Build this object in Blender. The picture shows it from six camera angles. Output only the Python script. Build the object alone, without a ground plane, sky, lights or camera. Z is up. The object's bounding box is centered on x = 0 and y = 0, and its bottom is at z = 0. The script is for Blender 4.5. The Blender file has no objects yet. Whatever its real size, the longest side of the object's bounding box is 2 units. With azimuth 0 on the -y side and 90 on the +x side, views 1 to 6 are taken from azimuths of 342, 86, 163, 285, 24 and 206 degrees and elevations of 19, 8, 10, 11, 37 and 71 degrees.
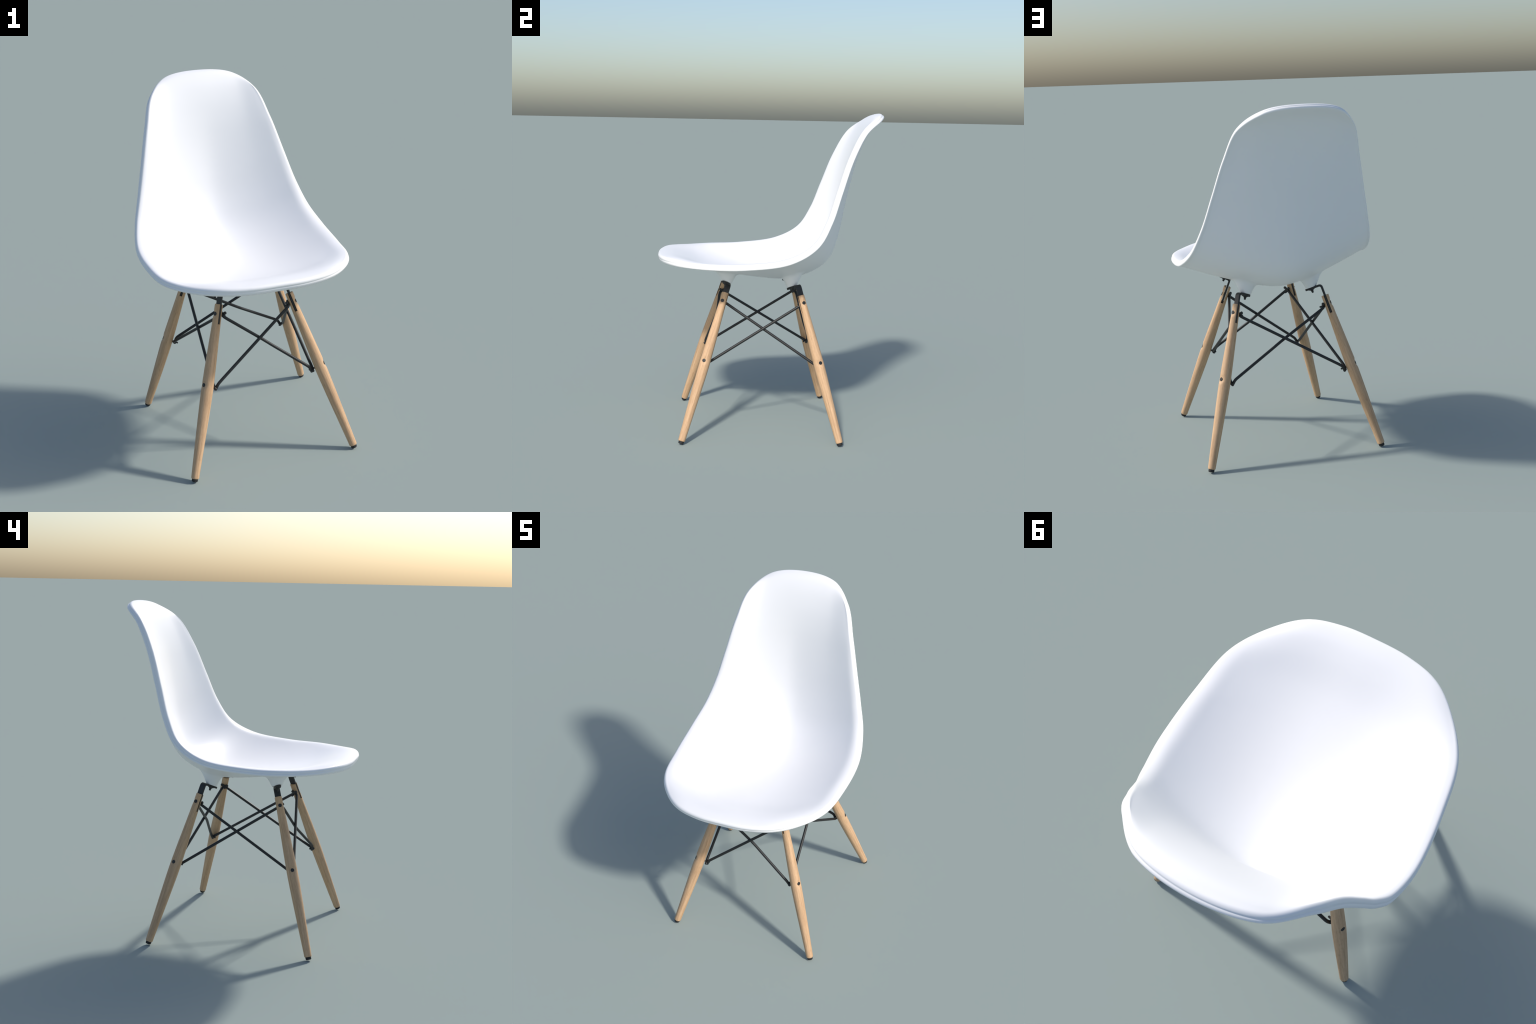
"""Moulded white side chair on a dowel-leg base with black wire cross bracing."""
import bpy, bmesh, math
import numpy as np
from mathutils import Vector, Matrix
from mathutils.bvhtree import BVHTree

# ------------------------------------------------------------------ helpers
def spline(ctrl, count, symmetric_ends=False):
    """Catmull-Rom (centripetal-ish) curve through control points, resampled evenly by arc length.
    symmetric_ends mirrors the end tangents across x = 0 so the curve meets its mirror image smoothly."""
    c = np.array(ctrl, float)
    m = np.array([-1, 1, 1])[:c.shape[1]]
    if symmetric_ends:
        full = np.vstack([c[1] * m, c, c[-2] * m])
    else:
        full = np.vstack([2 * c[0] - c[1], c, 2 * c[-1] - c[-2]])
    pts = []
    for i in range(1, len(full) - 2):
        p0, p1, p2, p3 = full[i - 1:i + 3]
        t1 = max(np.linalg.norm(p1 - p0), 1e-6) ** .5
        t2 = t1 + max(np.linalg.norm(p2 - p1), 1e-6) ** .5
        t3 = t2 + max(np.linalg.norm(p3 - p2), 1e-6) ** .5
        for t in np.linspace(t1, t2, 40, endpoint=False):
            a1 = (t1 - t) / t1 * p0 + t / t1 * p1
            a2 = (t2 - t) / (t2 - t1) * p1 + (t - t1) / (t2 - t1) * p2
            a3 = (t3 - t) / (t3 - t2) * p2 + (t - t2) / (t3 - t2) * p3
            b1 = (t2 - t) / t2 * a1 + t / t2 * a2
            b2 = (t3 - t) / (t3 - t1) * a2 + (t - t1) / (t3 - t1) * a3
            pts.append((t2 - t) / (t2 - t1) * b1 + (t - t1) / (t2 - t1) * b2)
    pts.append(c[-1])
    pts = np.array(pts)
    s = np.r_[0, np.cumsum(np.linalg.norm(np.diff(pts, axis=0), axis=1))]
    return resample(pts, s, np.linspace(0, s[-1], count))

def resample(pts, s, at):
    return np.stack([np.interp(at, s, pts[:, k]) for k in range(pts.shape[1])], 1)

def arc(pts):
    return np.r_[0, np.cumsum(np.linalg.norm(np.diff(pts, axis=0), axis=1))]

def smoothstep(a, b, x):
    t = np.clip((x - a) / (b - a), 0, 1)
    return t * t * (3 - 2 * t)

def link(obj, parent=None):
    bpy.context.scene.collection.objects.link(obj)
    if parent:
        obj.parent = parent
    return obj

def mesh_from_bmesh(bm, name, mat, smooth_angle=None):
    bmesh.ops.recalc_face_normals(bm, faces=bm.faces)
    me = bpy.data.meshes.new(name)
    for f in bm.faces:
        f.smooth = True
    if smooth_angle is not None:
        for e in bm.edges:
            if len(e.link_faces) == 2 and e.calc_face_angle(0) > smooth_angle:
                e.smooth = False
    bm.to_mesh(me)
    bm.free()
    me.materials.append(mat)
    return me

def lathe(bm, profile, segments=40, matrix=Matrix()):
    """Turn (radius, height) pairs about local z; radius 0 closes the ends."""
    rings = []
    for r, z in profile:
        if r < 1e-6:
            rings.append([bm.verts.new(matrix @ Vector((0, 0, z)))])
        else:
            rings.append([bm.verts.new(matrix @ Vector((r * math.cos(2 * math.pi * k / segments),
                                                        r * math.sin(2 * math.pi * k / segments), z)))
                          for k in range(segments)])
    for a, b in zip(rings, rings[1:]):
        for k in range(segments):
            j = (k + 1) % segments
            if len(a) == 1 and len(b) == 1:
                continue
            if len(a) == 1:
                bm.faces.new((a[0], b[k], b[j]))
            elif len(b) == 1:
                bm.faces.new((a[k], a[j], b[0]))
            else:
                bm.faces.new((a[k], a[j], b[j], b[k]))

def tube(bm, path, radius, segments=14):
    """Round bar along a polyline, with domed ends."""
    p = [Vector(q) for q in path]
    d0, d1 = (p[0] - p[1]).normalized(), (p[-1] - p[-2]).normalized()
    pts = [(p[0] + d0 * radius * .5, .05), (p[0] + d0 * radius * .42, .55), (p[0] + d0 * radius * .2, .88)]
    pts += [(q, 1.0) for q in p]
    pts += [(p[-1] + d1 * radius * .2, .88), (p[-1] + d1 * radius * .42, .55), (p[-1] + d1 * radius * .5, .05)]
    ref = Vector((0, 0, 1)) if abs(d0.z) < .9 else Vector((1, 0, 0))
    rings = []
    for i, (q, k) in enumerate(pts):
        a = pts[max(i - 1, 0)][0]
        b = pts[min(i + 1, len(pts) - 1)][0]
        t = (b - a).normalized()
        u = (ref - t * ref.dot(t)).normalized()
        ref = u
        v = t.cross(u)
        rings.append([bm.verts.new(q + (u * math.cos(2 * math.pi * s / segments) +
                                        v * math.sin(2 * math.pi * s / segments)) * radius * k)
                      for s in range(segments)])
    for a, b in zip(rings, rings[1:]):
        for s in range(segments):
            j = (s + 1) % segments
            bm.faces.new((a[s], a[j], b[j], b[s]))
    bm.faces.new(rings[0])
    bm.faces.new(rings[-1])

# ------------------------------------------------------------------ materials
def new_material(name):
    m = bpy.data.materials.new(name)
    m.use_nodes = True
    nt = m.node_tree
    return m, nt, nt.nodes["Principled BSDF"]

def white_plastic():
    m, nt, b = new_material("white_plastic")
    b.inputs["Base Color"].default_value = WHITE
    b.inputs["Roughness"].default_value = .38
    b.inputs["Specular IOR Level"].default_value = .45
    return m

def black_metal():
    m, nt, b = new_material("black_painted_steel")
    tc = nt.nodes.new("ShaderNodeTexCoord")
    n = nt.nodes.new("ShaderNodeTexNoise")
    n.inputs["Scale"].default_value = 60
    n.inputs["Detail"].default_value = 3
    r = nt.nodes.new("ShaderNodeValToRGB")
    r.color_ramp.elements[0].color = (.010, .011, .012, 1)
    r.color_ramp.elements[1].color = (.016, .017, .018, 1)
    nt.links.new(tc.outputs["Object"], n.inputs["Vector"])
    nt.links.new(n.outputs["Fac"], r.inputs["Fac"])
    nt.links.new(r.outputs["Color"], b.inputs["Base Color"])
    b.inputs["Roughness"].default_value = .5
    b.inputs["Specular IOR Level"].default_value = .5
    return m

def black_rubber():
    m, nt, b = new_material("black_rubber")
    b.inputs["Base Color"].default_value = (.012, .012, .013, 1)
    b.inputs["Roughness"].default_value = .7
    return m

def pale_wood():
    """Straight-grained pale beech: long streaks down the leg axis plus short dark pores."""
    m, nt, b = new_material("pale_wood")
    N, L = nt.nodes.new, nt.links.new
    tc = N("ShaderNodeTexCoord")
    info = N("ShaderNodeObjectInfo")
    shift = N("ShaderNodeVectorMath"); shift.operation = 'ADD'
    mul = N("ShaderNodeVectorMath"); mul.operation = 'SCALE'
    comb = N("ShaderNodeCombineXYZ")
    for k in range(3):
        L(info.outputs["Random"], comb.inputs[k])
    L(comb.outputs[0], mul.inputs[0]); mul.inputs["Scale"].default_value = 7.0
    L(tc.outputs["Object"], shift.inputs[0]); L(mul.outputs[0], shift.inputs[1])
    def streak(sx, sz, detail, rough):
        mp = N("ShaderNodeMapping")
        mp.inputs["Scale"].default_value = (sx, sx, sz)
        n = N("ShaderNodeTexNoise")
        n.inputs["Scale"].default_value = 1
        n.inputs["Detail"].default_value = detail
        n.inputs["Roughness"].default_value = rough
        L(shift.outputs[0], mp.inputs["Vector"]); L(mp.outputs[0], n.inputs["Vector"])
        return n.outputs["Fac"]
    broad = streak(90, 3.0, 3, .55)
    fine = streak(420, 9.0, 3, .6)
    pores = streak(520, 30.0, 1, .5)
    ramp = N("ShaderNodeValToRGB")
    ramp.color_ramp.elements[0].position = .31
    ramp.color_ramp.elements[1].position = .69
    ramp.color_ramp.elements[0].color = WOOD_DARK
    ramp.color_ramp.elements[1].color = WOOD_LIGHT
    mix = N("ShaderNodeMath"); mix.operation = 'MULTIPLY_ADD'
    mix.inputs[1].default_value = .6
    half = N("ShaderNodeMath"); half.operation = 'MULTIPLY'; half.inputs[1].default_value = .4
    L(fine, half.inputs[0]); L(broad, mix.inputs[0]); L(half.outputs[0], mix.inputs[2])
    L(mix.outputs[0], ramp.inputs["Fac"])
    pr = N("ShaderNodeValToRGB")
    pr.color_ramp.elements[0].position = .30
    pr.color_ramp.elements[1].position = .42
    pr.color_ramp.elements[0].color = (.84, .80, .76, 1)
    pr.color_ramp.elements[1].color = (1, 1, 1, 1)
    L(pores, pr.inputs["Fac"])
    mc = N("ShaderNodeMix"); mc.data_type = 'RGBA'; mc.blend_type = 'MULTIPLY'
    mc.inputs["Factor"].default_value = 1
    L(ramp.outputs["Color"], mc.inputs["A"]); L(pr.outputs["Color"], mc.inputs["B"])
    L(mc.outputs["Result"], b.inputs["Base Color"])
    b.inputs["Roughness"].default_value = .55
    b.inputs["Specular IOR Level"].default_value = .35
    bump = N("ShaderNodeBump"); bump.inputs["Strength"].default_value = .08
    bump.inputs["Distance"].default_value = .002
    L(fine, bump.inputs["Height"]); L(bump.outputs[0], b.inputs["Normal"])
    return m

WHITE = (.88, .88, .888, 1)
WOOD_DARK = (.43, .265, .148, 1)
WOOD_LIGHT = (.69, .46, .275, 1)
M_WHITE, M_METAL, M_RUBBER, M_WOOD = white_plastic(), black_metal(), black_rubber(), pale_wood()

# ------------------------------------------------------------------ the thing
chair = bpy.data.objects.new("chair", None)
link(chair)
chair["label"] = "white moulded shell chair with splayed wooden dowel legs"
chair["category"] = "chair"

# ------------------------------------------------------------------ seat shell
# Right half of the rim, front centre -> seat side -> up the back -> top centre.
RIM = [(0, -.688, 1.114), (.15, -.680, 1.113), (.285, -.639, 1.113), (.40, -.537, 1.105), (.4955, -.383, 1.103),
       (.5312, -.168, 1.1075), (.539, .082, 1.144), (.507, .2315, 1.229), (.4635, .310, 1.359),
       (.4172, .371, 1.530), (.3645, .4426, 1.728), (.3076, .529, 1.888), (.1975, .635, 1.9740), (0, .6700, 1.9965)]
# Centre line of the sitting surface (y, z): front lip, seat, bend, back, top lip.
SPINE_IN = [(-.688, 1.114), (-.660, 1.119), (-.615, 1.1175), (-.550, 1.1020), (-.41, 1.0530), (-.185, 1.011), (.036, .9885), (.13, .991),
            (.208, 1.009), (.279, 1.045), (.330, 1.087), (.365, 1.137), (.390, 1.203), (.412, 1.290), (.432, 1.409),
            (.449, 1.501), (.476, 1.632), (.499, 1.729), (.540, 1.851), (.590, 1.943), (.638, 1.990), (.6665, 1.996)]
# Centre line of the underside and back.
SPINE_OUT = [(-.689, 1.078), (-.600, 1.056), (-.41, 1.018), (-.185, .979), (.036, .949), (.13, .952), (.213, .971),
             (.296, 1.007), (.350, 1.044), (.397, 1.108), (.423, 1.180), (.446, 1.278), (.467, 1.407), (.484, 1.499),
             (.511, 1.629), (.533, 1.726), (.577, 1.845), (.630, 1.928), (.690, 1.973)]
# Lip section (outward, upward) starting at the rim and rolling down over a stepped edge.
LIP = [(.0040, -.0011), (.0080, -.0034), (.0112, -.0070), (.0133, -.0115), (.0141, -.0156), (.0132, -.0176),
       (.0150, -.0200), (.0168, -.0222), (.0176, -.0275), (.0160, -.0325), (.0110, -.0350)]
RIM_DROP = .0342                     # height of the rim wall
NQ, NT = 56, 130                     # columns from centre to side, rows from front to top
CORNER_FRONT, CORNER_TOP = .215, .845

rim = spline(RIM, 1200, symmetric_ends=True)
sr = arc(rim) / arc(rim)[-1]
q = np.linspace(0, 1, NQ)
t = np.linspace(0, 1, NT)
loop = [(0, j) for j in range(NQ)] + [(i, NQ - 1) for i in range(1, NT)] + [(NT - 1, j) for j in range(NQ - 2, -1, -1)]

# Rim stations in loop order: front centre .. front corner .. top corner .. top centre
stations = np.r_[q * CORNER_FRONT, CORNER_FRONT + t[1:] * (CORNER_TOP - CORNER_FRONT), (1 - q * (1 - CORNER_TOP))[-2::-1]]
LB = resample(rim, sr, stations)
ext = np.vstack([LB[3:0:-1] * [-1, 1, 1], LB, LB[-2:-5:-1] * [-1, 1, 1]])
T = np.gradient(ext, axis=0)[3:-3]
T /= np.linalg.norm(T, axis=1)[:, None]
ok = np.hypot(T[:, 1], T[:, 2]) > .5
ang = np.interp(np.arange(len(LB)), np.where(ok)[0], np.arctan2(T[ok, 2], T[ok, 1]))
UPN = np.stack([0 * ang, -np.sin(ang), np.cos(ang)], 1)
OUT = np.cross(T, UPN); OUT /= np.linalg.norm(OUT, axis=1)[:, None]
OUT *= np.sign(OUT[len(LB) // 2, 0])
UPN = np.cross(OUT, T); UPN *= np.sign(UPN[:, 2:3] + 1e-9)
OUT[[0, -1], 0] = 0

# which centre-line point faces which side point (front, seat, bend, back, top)
tau = np.interp(t, [0, .30, .47, .62, 1], [0, .27, .46, .60, 1])
pad_ = np.r_[tau[0] + (tau[1] - tau[0]) * np.arange(-7, 0), tau, tau[-1] + (tau[-1] - tau[-2]) * np.arange(1, 8)]
tau = np.convolve(pad_, np.ones(15) / 15, 'valid')
tau = (tau - tau[0]) / (tau[-1] - tau[0])

def section(power, roll, ease):
    """Height of the cross-section from centre (0) to rim (1): a power curve that rolls level at the lip."""
    qq = np.linspace(0, 1, 400)
    slope = qq / (qq ** 2 + .10 ** 2) ** (1 - power / 2) * (1 - ease * smoothstep(1 - roll, 1.0, qq))
    h = np.r_[0, np.cumsum((slope[1:] + slope[:-1]) / 2)]
    return np.interp(q, qq, h / h[-1])

def patch(edge, spine_pts, powers, roll, ease):
    """Half shell surface spanned between the centre line and the rim (blended four-sided patch)."""
    front, side, top = edge[:NQ], edge[NQ - 1:NQ - 1 + NT], edge[NQ - 2 + NT:][::-1]
    ctrl = [(edge[0][1], edge[0][2])] + list(spine_pts[1:-1]) + [(edge[-1][1], edge[-1][2])]
    c = spline(ctrl, 1200)
    cs = arc(c) / arc(c)[-1]
    S = np.c_[np.zeros(NT), resample(c, cs, tau)]
    power = np.interp(t, [0, .25, .45, .6, .8, 1], powers)
    g = np.zeros((NT, NQ, 3))
    for i in range(NT):
        h = section(power[i], roll[i], ease)
        a = np.stack([q, h, h], 1)
        wf, wt = (1 - t[i]) ** 5, t[i] ** 5
        g[i] = ((1 - a) * S[i] + a * side[i] + wf * (front - (1 - a) * S[0] - a * side[0])
                + wt * (top - (1 - a) * S[-1] - a * side[-1]))
    g[:, 0, 0] = 0
    return g

LB = LB + UPN * .002                  # crest of the roll
TUCK = 1 - smoothstep(.07, .24, stations)  # the front nose rolls under instead of flaring
grid = patch(LB, SPINE_IN, [2.5, 2.4, 1.75, 1.42, 1.38, 1.5],
             np.interp(t, [0, .35, .6, 1], [.16, .15, .11, .10]), 1.10)
outer = patch(LB + OUT * (.005 - .021 * TUCK)[:, None] - UPN * (RIM_DROP * (1 + .38 * TUCK))[:, None], SPINE_OUT, [1.9, 1.7, 1.4, 1.45, 1.6, 1.8], np.full(NT, .05), .3)

def tuck_depth(u):
    return float(np.clip((-u - .008) / .026, 0, 1)) ** 1.3

bm = bmesh.new()
def add_half(sign):
    mir = np.array([sign, 1, 1])
    vi = [[bm.verts.new(grid[i, j] * mir) for j in range(NQ)] for i in range(NT)]
    vo = [[bm.verts.new(outer[i, j] * mir) for j in range(NQ)] for i in range(NT)]
    for g in (vi, vo):
        for i in range(NT - 1):
            for j in range(NQ - 1):
                bm.faces.new((g[i][j], g[i][j + 1], g[i + 1][j + 1], g[i + 1][j]))
    rings = [[vi[i][j] for i, j in loop]]
    for o, u in LIP:
        rings.append([bm.verts.new((LB[m_] + OUT[m_] * (o - TUCK[m_] * .022 * tuck_depth(u)) + UPN[m_] * u * (1 + .38 * TUCK[m_])) * mir) for m_ in range(len(loop))])
    rings.append([vo[i][j] for i, j in loop])
    for a, b in zip(rings, rings[1:]):
        for m_ in range(len(loop) - 1):
            bm.faces.new((a[m_], a[m_ + 1], b[m_ + 1], b[m_]))
add_half(1)
add_half(-1)
bmesh.ops.remove_doubles(bm, verts=bm.verts, dist=2e-5)
bmesh.ops.recalc_face_normals(bm, faces=bm.faces)
shell_tree = BVHTree.FromBMesh(bm)
shell = link(bpy.data.objects.new("seat_shell", mesh_from_bmesh(bm, "seat_shell", M_WHITE)), chair)

# ------------------------------------------------------------------ legs, brackets, mounts
PROFILE = [(.0, .0212), (.10, .0238), (.25, .0276), (.38, .0306), (.50, .0323), (.58, .0313), (.68, .0291), (.80, .0257),
           (.90, .0231), (1.0, .0215)]          # (fraction of the leg, radius)
PLATE_W, PLATE_T = .037, .0115
SLOT = .107

def leg_frame(foot, top, yaw):
    """Origin at the foot, z along the leg, x towards the outer screw side."""
    foot, top = Vector(foot), Vector(top)
    z = (top - foot).normalized()
    n = Vector((math.cos(yaw), math.sin(yaw), 0))
    x = (n - z * n.dot(z)).normalized()
    y = z.cross(x)
    return Matrix(((x.x, y.x, z.x, foot.x), (x.y, y.y, z.y, foot.y), (x.z, y.z, z.z, foot.z), (0, 0, 0, 1))), (top - foot).length

def leg_radius(s):
    c = spline([(a, b) for a, b in PROFILE], 200)
    return float(np.interp(s, c[:, 0], c[:, 1]))

def build_leg_mesh(name, length, z0, screws):
    """Turned dowel with a dished seat round each screw and a saw slot for the bracket."""
    bm = bmesh.new()
    seg = 72
    zs = list(np.linspace(z0 + .004, length - .0015, 170))
    rings = []
    def ring(z, r):
        out = []
        for k_ in range(seg):
            a = 2 * math.pi * k_ / seg
            p = Vector((r * math.cos(a), r * math.sin(a), z))
            for sz in screws:
                if p.x > 0:
                    d2 = (p.y / .021) ** 2 + ((z - sz) / .021) ** 2
                    p.x -= .0045 * math.exp(-d2 * d2)
            out.append(bm.verts.new(p))
        rings.append(out)
    r0 = leg_radius(0)
    ring(z0, r0 - .0035); ring(z0 + .0012, r0 - .0013)
    for z in zs:
        ring(z, leg_radius((z - z0) / (length - z0)))
    ring(length, leg_radius(1) - .0012)
    for a, b in zip(rings, rings[1:]):
        for k_ in range(seg):
            j = (k_ + 1) % seg
            bm.faces.new((a[k_], a[j], b[j], b[k_]))
    bm.faces.new(rings[0]); bm.faces.new(rings[-1])
    body = bpy.data.objects.new(name, mesh_from_bmesh(bm, name, M_WOOD, .6))
    link(body)
    cb = bmesh.new()
    bmesh.ops.create_cube(cb, size=1, matrix=Matrix.Translation((0, 0, length)) @ Matrix.Diagonal((PLATE_T + .003, .2, 2 * SLOT, 1)))
    cut = link(bpy.data.objects.new("slot_cutter", mesh_from_bmesh(cb, "slot_cutter", M_WOOD)))
    mod = body.modifiers.new("slot", 'BOOLEAN')
    mod.operation, mod.object, mod.solver = 'DIFFERENCE', cut, 'EXACT'
    dg = bpy.context.evaluated_depsgraph_get()
    me = bpy.data.meshes.new_from_object(body.evaluated_get(dg))
    me.name = name
    bpy.data.objects.remove(body); bpy.data.objects.remove(cut)
    b2 = bmesh.new(); b2.from_mesh(me)
    for e in b2.edges:
        e.smooth = not (len(e.link_faces) == 2 and e.calc_face_angle(0) > .6)
    for f in b2.faces:
        f.smooth = True
    b2.to_mesh(me); b2.free()
    return me

def build_bracket_mesh(length, RISE, TAB, skew):
    """Bent steel strap: blade in the leg slot, round elbow, tab with a rounded tip under the seat."""
    bm = bmesh.new()
    T_, W_ = PLATE_T, PLATE_W
    xo = T_ / 2                  # outer face of the blade
    R = .020                             # outer bend radius
    zt = length + RISE
    outer_line = [(xo, length - SLOT + .002)]
    inner_line = [(xo - T_, length - SLOT + .002)]
    outer_line.append((xo, length)); inner_line.append((xo - T_, length))
    for a in np.linspace(0, math.pi / 2, 9):
        cx, cz = xo - R, zt - R
        outer_line.append((cx + R * math.cos(a), cz + R * math.sin(a)))
        inner_line.append((cx + (R - T_) * math.cos(a), cz + (R - T_) * math.sin(a)))
    tip = xo - TAB
    n_blade = len(outer_line)
    for x in np.linspace(xo - R - .01, tip + W_ / 2, 4):
        outer_line.append((x, zt)); inner_line.append((x, zt - T_))
    for a in np.linspace(.15, math.pi / 2 * .97, 8):     # rounded tip, narrowing in y
        x = tip + W_ / 2 * (1 - math.sin(a))
        outer_line.append((x, zt)); inner_line.append((x, zt - T_))
    rows = []
    bev = .0013
    for (ax, az), (bx, bz) in zip(outer_line, inner_line):
        hw = W_ / 2
        if ax < tip + W_ / 2 and az >= zt - 1e-6:
            u = (tip + W_ / 2 - ax) / (W_ / 2)
            hw = W_ / 2 * math.sqrt(max(1 - u ** 2.6, .02))
        o, i_ = Vector((ax, 0, az)), Vector((bx, 0, bz))
        d = (i_ - o).normalized()
        lean = Vector((0, skew * max(xo - R - ax, 0) if az > zt - R else 0, 0))   # tab turned towards the middle
        o, i_ = o + lean, i_ + lean
        rows.append([bm.verts.new(p) for p in (
            o + Vector((0, -hw + bev, 0)), o + Vector((0, hw - bev, 0)),
            o + d * bev + Vector((0, hw, 0)), i_ - d * bev + Vector((0, hw, 0)),
            i_ + Vector((0, hw - bev, 0)), i_ + Vector((0, -hw + bev, 0)),
            i_ - d * bev + Vector((0, -hw, 0)), o + d * bev + Vector((0, -hw, 0)))])
    for a, b in zip(rows, rows[1:]):
        for k_ in range(8):
            j = (k_ + 1) % 8
            bm.faces.new((a[k_], a[j], b[j], b[k_]))
    bm.faces.new(rows[0]); bm.faces.new(rows[-1])
    return mesh_from_bmesh(bm, "bracket", M_METAL, .7)

def lathe_mesh(name, profile, mat, segments=32, angle=.6):
    bm = bmesh.new()
    lathe(bm, profile, segments)
    return mesh_from_bmesh(bm, name, mat, angle)

FOOT_PAD = lathe_mesh("foot_pad", [(0, .0050), (.0130, .0050), (.0158, .0070), (.0166, .0105), (.0166, .030), (0, .030)], M_RUBBER)
SCREW = lathe_mesh("screw", [(0, -.012), (.0108, -.012), (.0108, .0010), (.0098, .0020), (.0034, .0023), (.0028, .0016), (0, .0015)], M_METAL, 24)
TAB_BOLT = lathe_mesh("tab_bolt", [(0, .006), (.021, .006), (.021, -.0005), (.016, -.0035), (.010, -.006), (.0068, -.012),
                                   (.0060, -.017), (.0062, -.0195), (.0050, -.022), (0, -.0225)], M_METAL, 24)
STAND_OFF = lathe_mesh("stand_off", [(0, -.03), (.0052, -.03), (.0052, .010), (.0042, .012), (0, .012)], M_METAL, 16)

LEGS = {  # kind: (foot centre on the floor, centre of the wood's top end, yaw of the screw side)
    # ... , height of the strap above the wood, side the tab bends to (+1 outwards, -1 inwards),
    # tab length, mount centre along the tab, sideways lean of the tab
    'front': ((.4655, -.5450, 0), (.2005, -.278, .884), -math.radians(22.5), .060, 1, .078, .035, .10),
    'back': ((.5135, .4200, 0), (.2660, .183, .881), math.radians(22.5), .070, -1, .104, .060, .28),
}
def along(foot, top, z):
    f, p = Vector(foot), Vector(top)
    return (z - f.z) / (p.z - f.z) * (p - f).length

joints = {}
for kind, (foot, top, yaw, RISE, bend, TAB, at, skew) in LEGS.items():
    _, length = leg_frame(foot, top, yaw)
    screw_s = [along(foot, top, .835), along(foot, top, .481)]
    leg_me = build_leg_mesh("leg", length, .021, screw_s)
    for side in (1, -1):
        mir = Vector((side, 1, 1))
        f = Vector(foot) * 1; f.x *= side
        p = Vector(top) * 1; p.x *= side
        y = yaw if side == 1 else math.pi - yaw
        M, _ = leg_frame(f, p, y)
        leg = link(bpy.data.objects.new("leg", leg_me), chair)
        leg.matrix_world = M
        pad = link(bpy.data.objects.new("foot_pad", FOOT_PAD), leg)
        pad.matrix_local = Matrix()
        for s in screw_s:
            sc = link(bpy.data.objects.new("screw", SCREW), leg)
            r = leg_radius((s - .021) / (length - .021)) - .0044
            sc.matrix_local = Matrix.Translation((r, 0, s)) @ Matrix.Rotation(math.pi / 2, 4, 'Y')
        turn = -side * (-bend) * skew
        br_me = build_bracket_mesh(length, RISE, TAB, turn)
        sway = turn * (at - .014)
        br = link(bpy.data.objects.new("bracket", br_me), chair)
        br.matrix_world = M if bend < 0 else M @ Matrix.Rotation(math.pi, 4, 'Z')
        bolt = link(bpy.data.objects.new("tab_bolt", TAB_BOLT), br)
        bolt.matrix_local = Matrix.Translation((-at - .001, sway, length + RISE - PLATE_T))
        for level, (z, gap) in {'upper': (.829, .042), 'lower': (.474, .054)}.items():
            s = along(foot, top, z)
            J = M @ Vector((-gap, 0, s))
            joints[kind, side, level] = (J, M.to_3x3() @ Vector((1, 0, 0)), M.to_3x3() @ Vector((0, 0, 1)))
            so = link(bpy.data.objects.new("stand_off", STAND_OFF), leg)
            so.matrix_local = Matrix.Translation((-gap, 0, s)) @ Matrix.Rotation(-math.pi / 2, 4, 'Y')

        # white mount moulded on to the shell's underside, landing on the bracket tab
        c = M @ Vector((at * bend, -sway * bend, length + RISE))
        nz = (M.to_3x3() @ Vector((0, 0, 1))).normalized()
        bm = bmesh.new()
        seg, rr = 56, [0, .015, .026, .0300, .0315, .036, .041, .047, .053, .060, .068, .078, .090]
        blend = [0, 0, 0, 0, .05, .20, .37, .56, .72, .86, .95, .992, 1.0]
        rings = []
        for ri, (r, b_) in enumerate(zip(rr, blend)):
            ringv = []
            for k_ in range(seg if r > 0 else 1):
                a = 2 * math.pi * k_ / seg
                x, yy = c.x + r * math.cos(a), c.y + r * math.sin(a)
                zt = c.z - (nz.x * (x - c.x) + nz.y * (yy - c.y)) / nz.z + .0008
                hit = shell_tree.ray_cast(Vector((x, yy, .5)), Vector((0, 0, 1)))
                zs = hit[0].z if hit[0] else zt + .05
                zs += .0012 if ri == len(rr) - 1 else -.0008 * (1 - b_)
                ringv.append(bm.verts.new((x, yy, min(zt, zs) * (1 - b_) + zs * b_)))
            rings.append(ringv)
        for a, b in zip(rings, rings[1:]):
            for k_ in range(seg):
                j = (k_ + 1) % seg
                bm.faces.new((a[0], b[k_], b[j]) if len(a) == 1 else (a[k_], a[j], b[j], b[k_]))
        link(bpy.data.objects.new("shock_mount", mesh_from_bmesh(bm, "shock_mount", M_WHITE)), chair)

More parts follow.
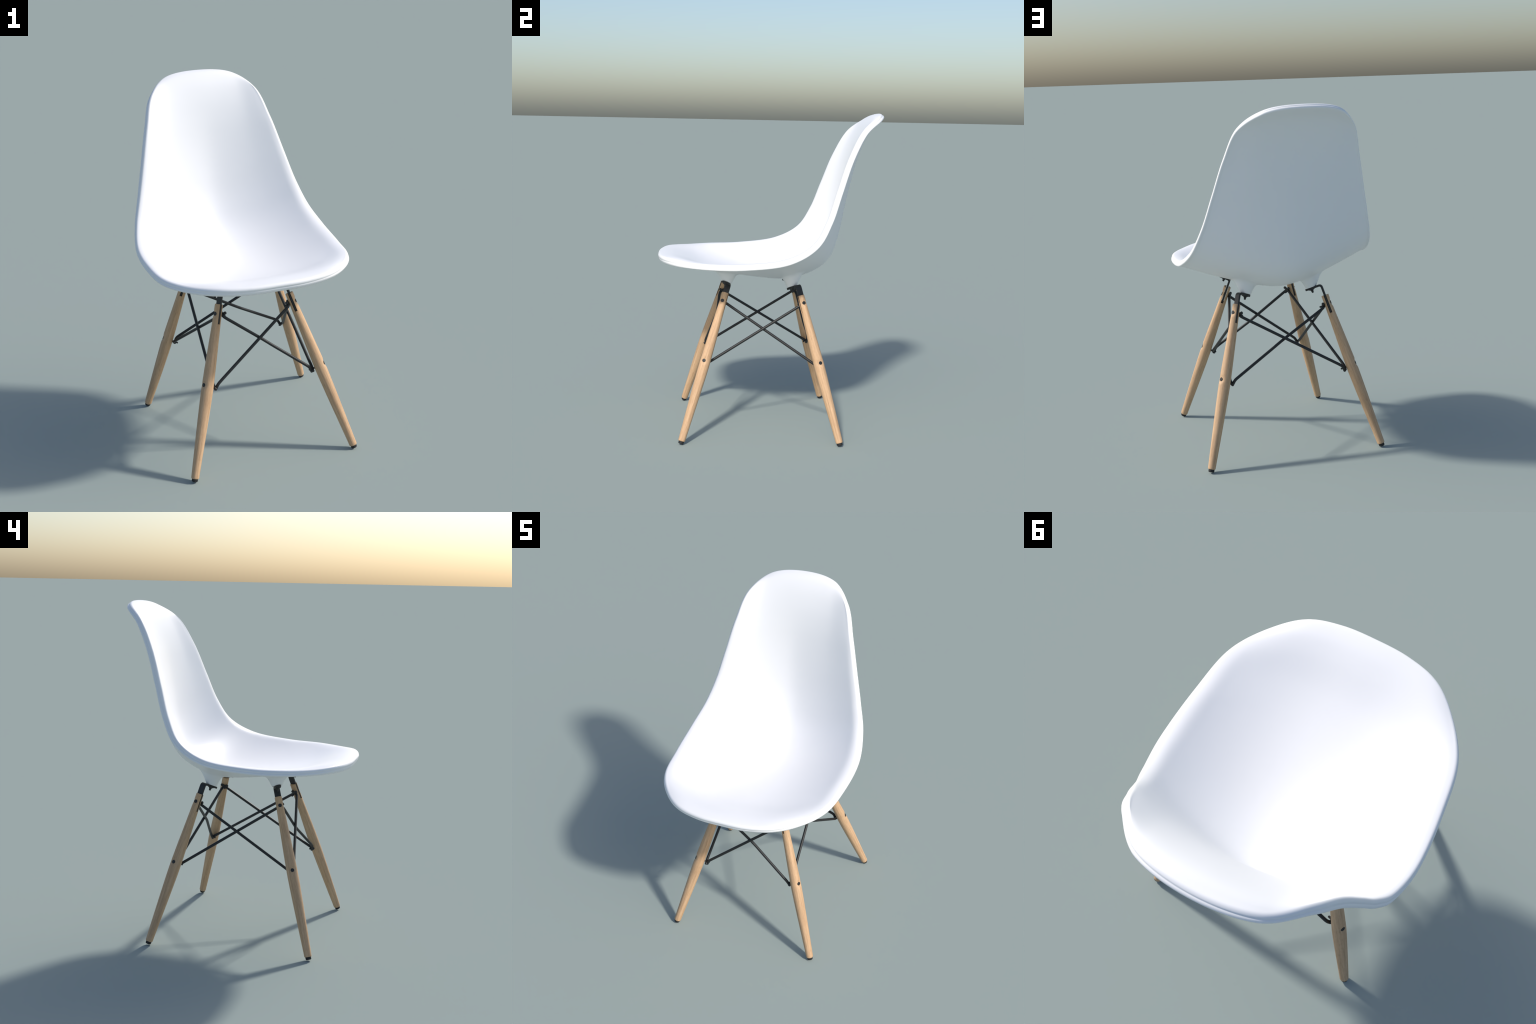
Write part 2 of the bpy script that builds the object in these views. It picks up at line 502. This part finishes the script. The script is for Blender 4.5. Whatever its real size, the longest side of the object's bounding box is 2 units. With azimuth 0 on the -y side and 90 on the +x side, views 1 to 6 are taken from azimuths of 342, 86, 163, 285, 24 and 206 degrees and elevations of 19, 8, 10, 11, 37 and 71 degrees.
# ------------------------------------------------------------------ wire cross bracing
ROD = .0084
def rod(a, b, A, B, bow=0):
    """Straight wire between two joints, each end kinked and run past the joint."""
    _, na, za = joints[a]
    _, nb, zb = joints[b]
    A, B = Vector(A), Vector(B)
    d = (B - A).normalized()
    path = []
    for P, n, z, s, lev in ((A, na, za, -1, a[2]), (B, nb, zb, 1, b[2])):
        along_ = d * s
        tang = along_ - n * along_.dot(n)
        tang = (tang - z * tang.dot(z) * .55)
        stub = (tang.normalized() + z * (.30 if lev == 'upper' else -.30)).normalized()
        end = P + stub * .026
        knee = P - stub * .010
        far = knee - along_ * .03
        curve = [far]
        for u in np.linspace(0, 1, 7)[1:]:      # quadratic bend
            k0, k1, k2 = knee - along_ * .014, knee, knee + stub * .014
            curve.append(k0 * (1 - u) ** 2 + k1 * 2 * u * (1 - u) + k2 * u * u)
        curve.append(end)
        path += curve[::-1] if s < 0 else curve
        if s < 0 and bow:                        # eased round the wire it crosses
            path += [A.lerp(B, f) + Vector((0, bow * g, 0)) for f, g in ((.44, .86), (.48, .97), (.52, .97), (.56, .86))]
    bm = bmesh.new()
    tube(bm, path, ROD)
    link(bpy.data.objects.new("bracing_rod", mesh_from_bmesh(bm, "bracing_rod", M_METAL, .9)), chair)

# Wire ends by (leg, level), for the wires of the front, back and side faces (right-hand side).
END = {'front_face': {('front', 'upper'): (.189, -.296, .825), ('front', 'lower'): (.268, -.396, .466)},
       'back_face': {('back', 'upper'): (.253, .193, .817), ('back', 'lower'): (.328, .297, .467)},
       'side_face': {('front', 'upper'): (.187, -.286, .825), ('back', 'lower'): (.344, .272, .465),
                     ('front', 'lower'): (.284, -.382, .462), ('back', 'upper'): (.256, .188, .821)}}
def end(face, leg_kind, side, level):
    x, y, z = END[face][leg_kind, level]
    return (x * side, y, z)

for face, kind in (('front_face', 'front'), ('back_face', 'back')):
    for s in (1, -1):
        rod((kind, s, 'upper'), (kind, -s, 'lower'), end(face, kind, s, 'upper'), end(face, kind, -s, 'lower'),
            0 if s > 0 else (.009 if kind == 'front' else -.009))
for s in (1, -1):
    for k0, k1 in (('front', 'back'), ('back', 'front')):
        rod((k0, s, 'upper'), (k1, s, 'lower'), end('side_face', k0, s, 'upper'), end('side_face', k1, s, 'lower'))
